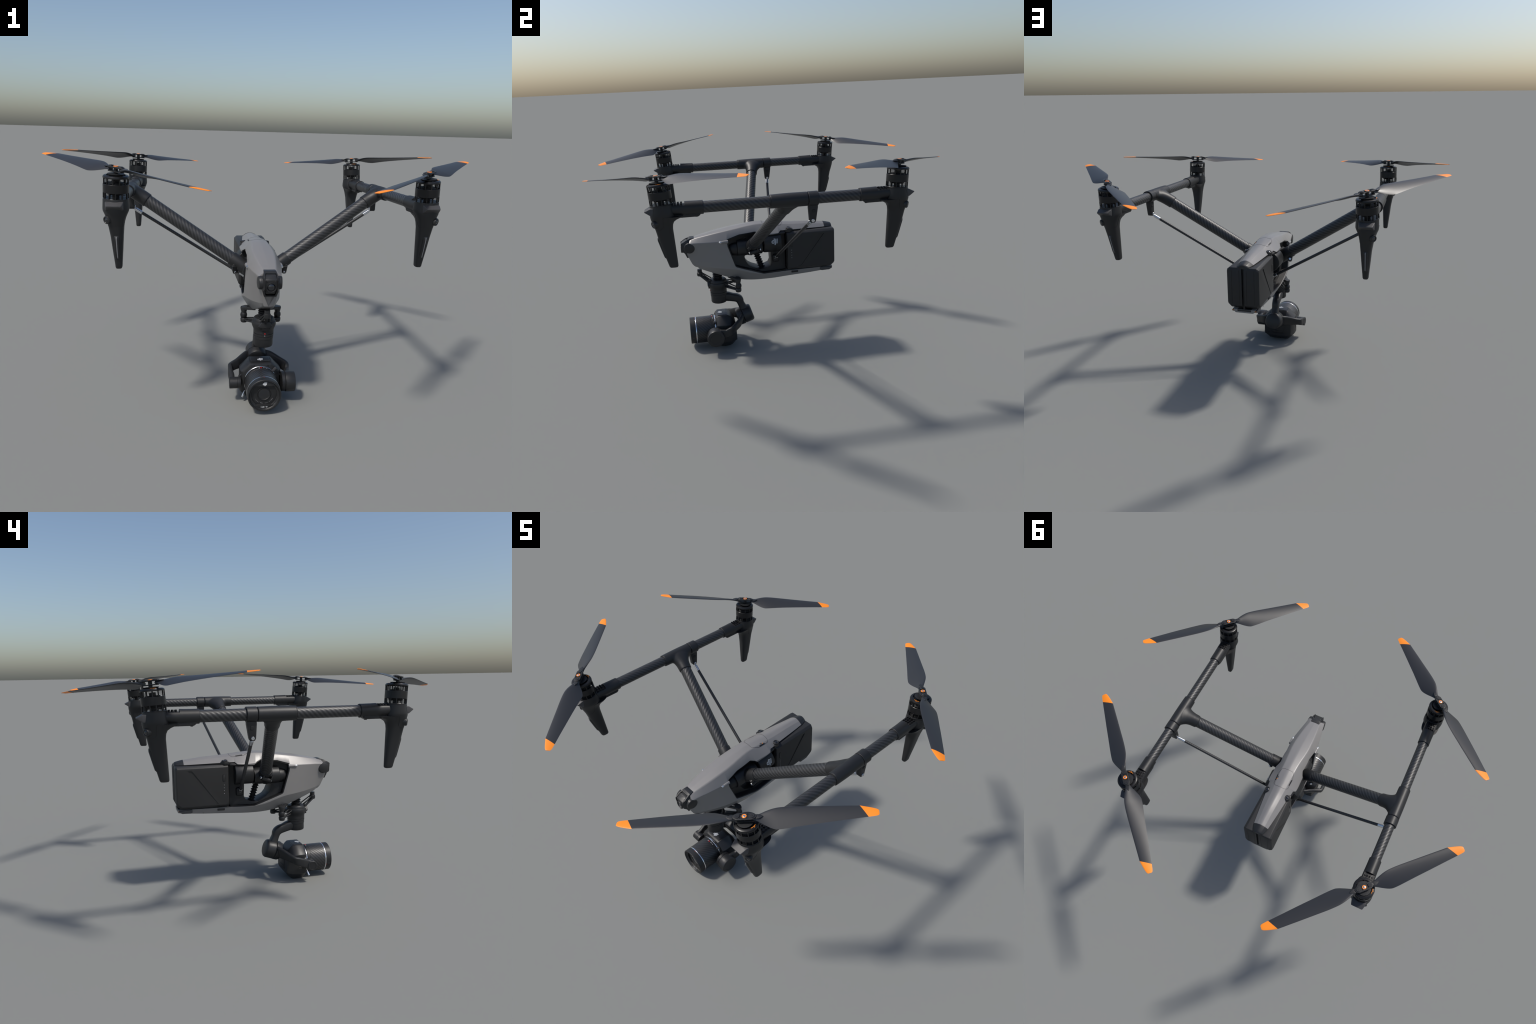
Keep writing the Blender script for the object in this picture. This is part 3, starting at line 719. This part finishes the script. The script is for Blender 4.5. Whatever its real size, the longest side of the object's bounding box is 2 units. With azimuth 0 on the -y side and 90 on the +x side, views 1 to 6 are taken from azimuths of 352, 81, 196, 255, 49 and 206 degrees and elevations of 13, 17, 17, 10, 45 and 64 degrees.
# ------------------------------------------------------------------ gimbal arm, roll motor, yoke
def bar(path, widths, name, parent, m, PM=None, n=24, e=3.4):
    """sweep a rounded rectangle (x half width, normal half width) along a path in the y-z plane"""
    rings = []
    for i, p in enumerate(path):
        a = Vector(path[max(i-1, 0)]); b = Vector(path[min(i+1, len(path)-1)]); t = (b-a).normalized()
        nrm = Vector((1, 0, 0)).cross(t)
        hx, hn = widths[i]
        ring = []
        for k in range(n):
            th = 2*pi*k/n; c, s_ = math.cos(th), math.sin(th)
            ring.append(Vector(p)+Vector((1, 0, 0))*hx*math.copysign(abs(c)**(2/e), c)+nrm*hn*math.copysign(abs(s_)**(2/e), s_))
        rings.append(ring)
    return obj(name, loft(rings), parent, PM, m, 40)
ctrl = [(0, -.004, -.262, .3040, .032, .026), (1, -.006, -.236, .2985, .027, .0265), (2, -.009, -.208, .2895, .0240, .0240), (3, -.011, -.182, .2820, .0230, .0242), (4, -.012, -.1665, .2690, .0220, .0242),
        (5, -.012, -.1590, .2470, .0215, .0205), (6, -.012, -.149, .2220, .024, .0225), (7, -.012, -.140, .1980, .030, .0250)]
pts, ws = [], []
for i in range(57):
    x, y, z, hx, hn = interp(ctrl, i/8); pts.append((x, y, z)); ws.append((hx, hn))
garm = bar(pts, ws, 'gimbal_arm', root, PLAST2)
RA = Vector((0, .954, .300)).normalized()
RF = frame((GX, -.0940, .1838), RA)         # local z = roll axis pointing backwards, 0 at the rear face
roll = obj('roll_motor', revolve([(0, 0), (.041, 0), (.0475, -.004), (.0515, -.012), (.0525, -.054), (.0505, -.0555), (.0465, -.0565), (.0465, -.058), (0, -.058)], 56), root, RF, PLAST2, 35)
yhub = obj('yoke_hub', revolve([(0, -.0575), (.0500, -.0575), (.0535, -.060), (.0535, -.082), (.049, -.092), (.040, -.097), (0, -.097)], 56), root, RF, PLAST, 35)
def yoke_arm(s, tipx, tipy, tipz, hw_tip):
    """flat band: leaves the hub sideways, bends forward and down to the pitch axis"""
    path = ([(GX, -.166, .166, .036), (.040, -.168, .160, .034), (.066, -.178, .154, .0305), (.096, -.203, .1445, .0275), (.118, -.2215, .1375, .0258), (.1275, -.238, .1300, .0250), (.1270, -.262, .1180, .0245), (tipx, tipy+.018, tipz+.006, hw_tip), (tipx, tipy-.002, tipz, hw_tip)] if s > 0 else
            [(GX, -.166, .166, .036), (-.055, -.168, .162, .034), (-.082, -.186, .156, .0305), (-.112, -.208, .1465, .0255), (-.139, -.224, .1405, .0225), (-.1525, -.238, .1350, .0218), (-.1545, -.270, .1235, .0235), (tipx, tipy+.018, tipz+.006, hw_tip), (tipx, tipy-.002, tipz, hw_tip)])
    up = Vector((0, .30, .95)).normalized()
    rings = []
    tab = [(i, *p) for i, p in enumerate(path)]
    for i in range(0, 8*6+1):
        t = i/6; x, y, z, hw = interp(tab, t)
        x2, y2, z2, _ = interp(tab, min(t+.05, 8)); x1, y1, z1, _ = interp(tab, max(t-.05, 0))
        tg = Vector((x2-x1, y2-y1, z2-z1)).normalized()
        side = tg.cross(up).normalized()
        u2 = side.cross(tg).normalized()
        ring = []
        for k in range(24):
            th = 2*pi*k/24; c, s_ = math.cos(th), math.sin(th); e = 4
            ring.append(Vector((x, y, z))+side*.0115*math.copysign(abs(c)**(2/e), c)+u2*hw*math.copysign(abs(s_)**(2/e), s_))
        rings.append(ring)
    return loft(rings)
HI = RF.inverted()
obj('yoke_arm', yoke_arm(1, .122, -.320, .108, .030), yhub, HI, PLAST, 40)
obj('yoke_arm', yoke_arm(-1, -.150, -.322, .104, .024), yhub, HI, PLAST, 40)
PY, PZ = -.3290, .1000
pm = obj('pitch_motor', revolve([(0, 0), (.047, 0), (.0495, .002), (.0500, .0045), (.0500, .044), (.0480, .0475), (.044, .0485), (.034, .0485), (.033, .0475), (0, .0475)], 56), root, frame((.1045, PY, PZ), (1, 0, 0)), PLAST2, 35)
obj('pitch_motor_rotor', revolve([(0, -.018), (.045, -.018), (.0475, -.016), (.0475, -.0015), (0, -.0015)], 56), pm, Matrix(), PLAST, 35)
pb = obj('pitch_bearing', revolve([(0, 0), (.0270, 0), (.0275, .002), (.0275, .017), (.0265, .018), (.0275, .019), (.0275, .053), (.0255, .0545), (.020, .0545), (.0195, .0535), (0, .0535)], 40), root, frame((-.1105, PY, PZ), (-1, 0, 0)), PLAST, 35)

# ------------------------------------------------------------------ camera
def cam_ring(y, top, tw, sw, up, lo, bw, bot):
    return [(GX+x, y, z) for x, z in fillet([(-tw, top), (tw, top), (sw, up), (sw, lo), (bw, bot), (-bw, bot), (-sw, lo), (-sw, up)], .007, 3)]
cam_me = loft([cam_ring(-.3190, .180, .048, .078, .146, .050, .050, .020), cam_ring(-.3150, .1880, .051, .092, .149, .046, .054, .012), cam_ring(-.3000, .1950, .053, .100, .152, .044, .056, .003), cam_ring(-.2700, .1975, .054, .101, .152, .042, .057, .000), cam_ring(-.2450, .1970, .053, .099, .150, .042, .058, .002),
               cam_ring(-.2320, .1880, .051, .096, .144, .043, .059, .008), cam_ring(-.2150, .163, .049, .091, .132, .045, .060, .024), cam_ring(-.2010, .140, .047, .086, .118, .048, .058, .040)])
camera = obj('gimbal_camera', bevel(cam_me, .0015, 2, 35), root, None, PLAST2, 30)
obj('camera_plate', bevel(prism(fillet([(GX-.048, -.306), (GX+.048, -.306), (GX+.046, -.250), (GX-.046, -.250)], .006), 'z', .193, .1990), .002), camera, None, PLAST2, 40)
obj('camera_panel', box(.080, .006, .060, (GX+.0, -.2015, .085), .003), camera, None, PLAST, 40)
obj('camera_slot', box(.072, .003, .016, (GX+.0, -.1985, .066), .001), camera, None, BLACK, 40)
for s in (1, -1):
    pn = bevel(prism(fillet([(-.310, .190), (-.276, .188), (-.270, .150), (-.300, .128), (-.312, .135)], .007), 'x', -.004, .004), .003, 3)
    obj('camera_grip', pn, camera, T((GX+.0850*s, 0, -.020)) @ T((0, 0, .16)) @ Matrix.Rotation(math.radians(42*s), 4, 'Y').inverted() @ T((0, 0, -.16)), PLAST2, 40)
    obj('mount_screw', cyl(.0045, 0, .004, .001, 18), camera, frame((GX+.034*s, -.3175, .178), (0, -1, .15)), BLACK)
    vent = join(*[box(.003, .026, .0025, (GX+.1005*s, -.278, .075+.008*k), .0005, 1) for k in range(4)])
    obj('camera_vent', vent, camera, None, BLACK, 0)
# lens: local z forward along -y
LX, LZ = -.0135, .0985
LF = frame((LX, -.3150, LZ), (0, -1, 0))
N_ = 64
lens = obj('lens_barrel', revolve([(0, 0), (.0765, 0), (.0765, .010), (.0745, .012), (.0745, .0160), (.0780, .0175), (.0780, .0290), (.0755, .0295), (.0755, .0320), (.0780, .0325), (.0790, .0400), (.0790, .1205), (0, .1205)], N_), root, LF, CFLENS, 35)
LI = Matrix()
obj('lens_mount_ring', pipe(.0800, .0700, .004, .0115, .001, N_), lens, LI, CHROME)
obj('lens_control_ring', revolve([(.070, .0155), (.0788, .0155), (.0788, .0315), (.0770, .033), (.070, .033)], N_), lens, LI, PLAST)
obj('lens_silver_ring', revolve([(.070, .1200), (.0796, .1200), (.0800, .1212), (.0800, .1238), (.0796, .1250), (.070, .1250)], N_), lens, LI, CHROME)
obj('lens_hood_ring', revolve([(.068, .1250), (.0788, .1250), (.0790, .1290), (.0790, .1555), (.0775, .1575), (.0725, .1580), (.0715, .1540), (.0685, .1500), (.0600, .1440), (.068, .1250)], N_), lens, LI, PLAST)
def chord(r, up, lo, n=40):
    return [(r*math.cos(t), max(lo, min(up, r*math.sin(t)))) for t in [2*pi*i/n for i in range(n)]]
# local frame of LF: x axis points up, so the mask is cut across local x
mask = prism([(y, x) for x, y in chord(.0700, .040, -.047)], 'z', .1385, .1400)
obj('lens_hood_floor', cyl(.0715, .1330, .1375, .001, N_), lens, LI, PLAST)
obj('lens_hood_mask', pipe(.0715, .0605, .137, .1475, .001, N_), lens, LI, PLAST2)
for sgn, off in ((1, .044), (-1, .050)):
    seg = [(sgn*off, -.5)]
    a = math.acos(off/.0705)
    poly = [(sgn*.0705*math.cos(a*(2*k/14-1)), .0705*math.sin(a*(2*k/14-1))) for k in range(15)]
    obj('lens_hood_shelf', prism(poly, 'z', .136, .1500, .0008), lens, LI, PLAST2)
obj('lens_element_ring', revolve([(.0330, .136), (.0330, .1400), (.0315, .1410), (.0285, .1405), (.0265, .1385), (.0240, .1375)], 48), lens, LI, BLACK)
obj('lens_element', revolve([(.0300, .1372), (.022, .1395), (.012, .1412), (0, .1418)], 40), lens, LI, GLASS)
TXT = LF @ Matrix.Rotation(0, 4, 'Z')
def on_lens(h, zz, flip=0):   # text frame facing forward, upright, at height h above the lens axis
    R = Matrix(((1, 0, 0, LX), (0, 0, -1, -.3150-zz), (0, 1, 0, LZ+h), (0, 0, 0, 1))); return LF.inverted() @ R
text('dji', .020, on_lens(.0565, .1502), 'lens_logo_print', lens, WHITE, .0004, .15, .0008)
text('1:2.8 / 18', .0085, on_lens(-.0600, .1502), 'lens_print', lens, WHITE, .0004, 0, .0001)
for i, ch in enumerate('1:2.8 / 18mm  lens  A 46mm'):
    if ch == ' ': continue
    a = math.radians(-148+i*116/25); rr_ = .047
    R = on_lens(0, .1378) @ T((rr_*math.cos(a), rr_*math.sin(a), 0)) @ Matrix.Rotation(a+pi/2, 4, 'Z')
    text(ch, .0062, R, 'lens_ring_print', lens, LED, .0003)
obj('lens_red_dot', xf(cyl(.0034, 0, .0015, .0003, 16), frame((.0788, 0, .0245), (1, 0, 0))), lens, LI, RED)
for k, (a, zz, w) in enumerate(((.12, .0245, .0045), (-.16, .022, .003), (-.24, .022, .002), (-.36, .022, .003))):
    obj('lens_scale_print', xf(box(.0009, w, .004, (.0790, 0, zz), 0), Matrix.Rotation(a, 4, 'Z')), lens, LI, WHITE, 0)
for a, z in ((0, .1275), (-1.75, .1275), (1.9, .1275)):
    obj('lens_red_dot', xf(xf(cyl(.0014, 0, .0010, .0002, 10), frame((.0787, 0, z), (1, 0, 0))), Matrix.Rotation(a, 4, 'Z')), lens, LI, RED)
for a in (-1.78, 1.82):
    obj('lens_label_print', xf(box(.0008, .008, .0055, (.0789, 0, .1420), 0), Matrix.Rotation(a, 4, 'Z')), lens, LI, PAD, 0)
lever = xf(box(.010, .008, .036, (0, 0, 0), .002), T((-.094, -.325, .038)) @ Matrix.Rotation(math.radians(28), 4, 'Y') @ Matrix.Rotation(math.radians(-20), 4, 'X'))
obj('lens_release_lever', lever, camera, None, CHROME, 40)
lock = xf(box(.012, .012, .030, (0, 0, 0), .003), T((.050, -.327, .160)) @ Matrix.Rotation(math.radians(42), 4, 'Y'))
obj('mount_lock_tab', lock, camera, None, PAD, 40)
# logo on the camera top
text('dji', .028, Matrix(((1, 0, 0, GX-.002), (0, .97, -.25, -.2880), (0, .25, .97, .1997), (0, 0, 0, 1))) @ Matrix.Rotation(math.radians(-14), 4, 'X'), 'camera_logo_print', camera, WHITE, .0006, .15, .0010)
# logos on the pivot covers
for s in (1, -1):
    tilt_ = Matrix.Rotation(math.radians(-18), 4, 'X')
    Rp = Matrix(((0, 0, s, .0520*s), (s, 0, 0, .043), (0, 1, 0, .6265), (0, 0, 0, 1))) @ tilt_ @ T((0, 0, .0560))
    if s > 0: text('dji', .039, Rp, 'cover_logo_print', root, GREYPRINT, .0010, .15, .0012)

for o_ in bpy.data.objects:
    if o_.name.split('.')[0] in ('vent_ribs', 'motor_vent_posts', 'camera_vent', 'orange_arrow_mark'): o_['kind'] = 'stuff'
# clean-up: drop unused helper meshes
for me in list(bpy.data.meshes):
    if me.users == 0: bpy.data.meshes.remove(me)
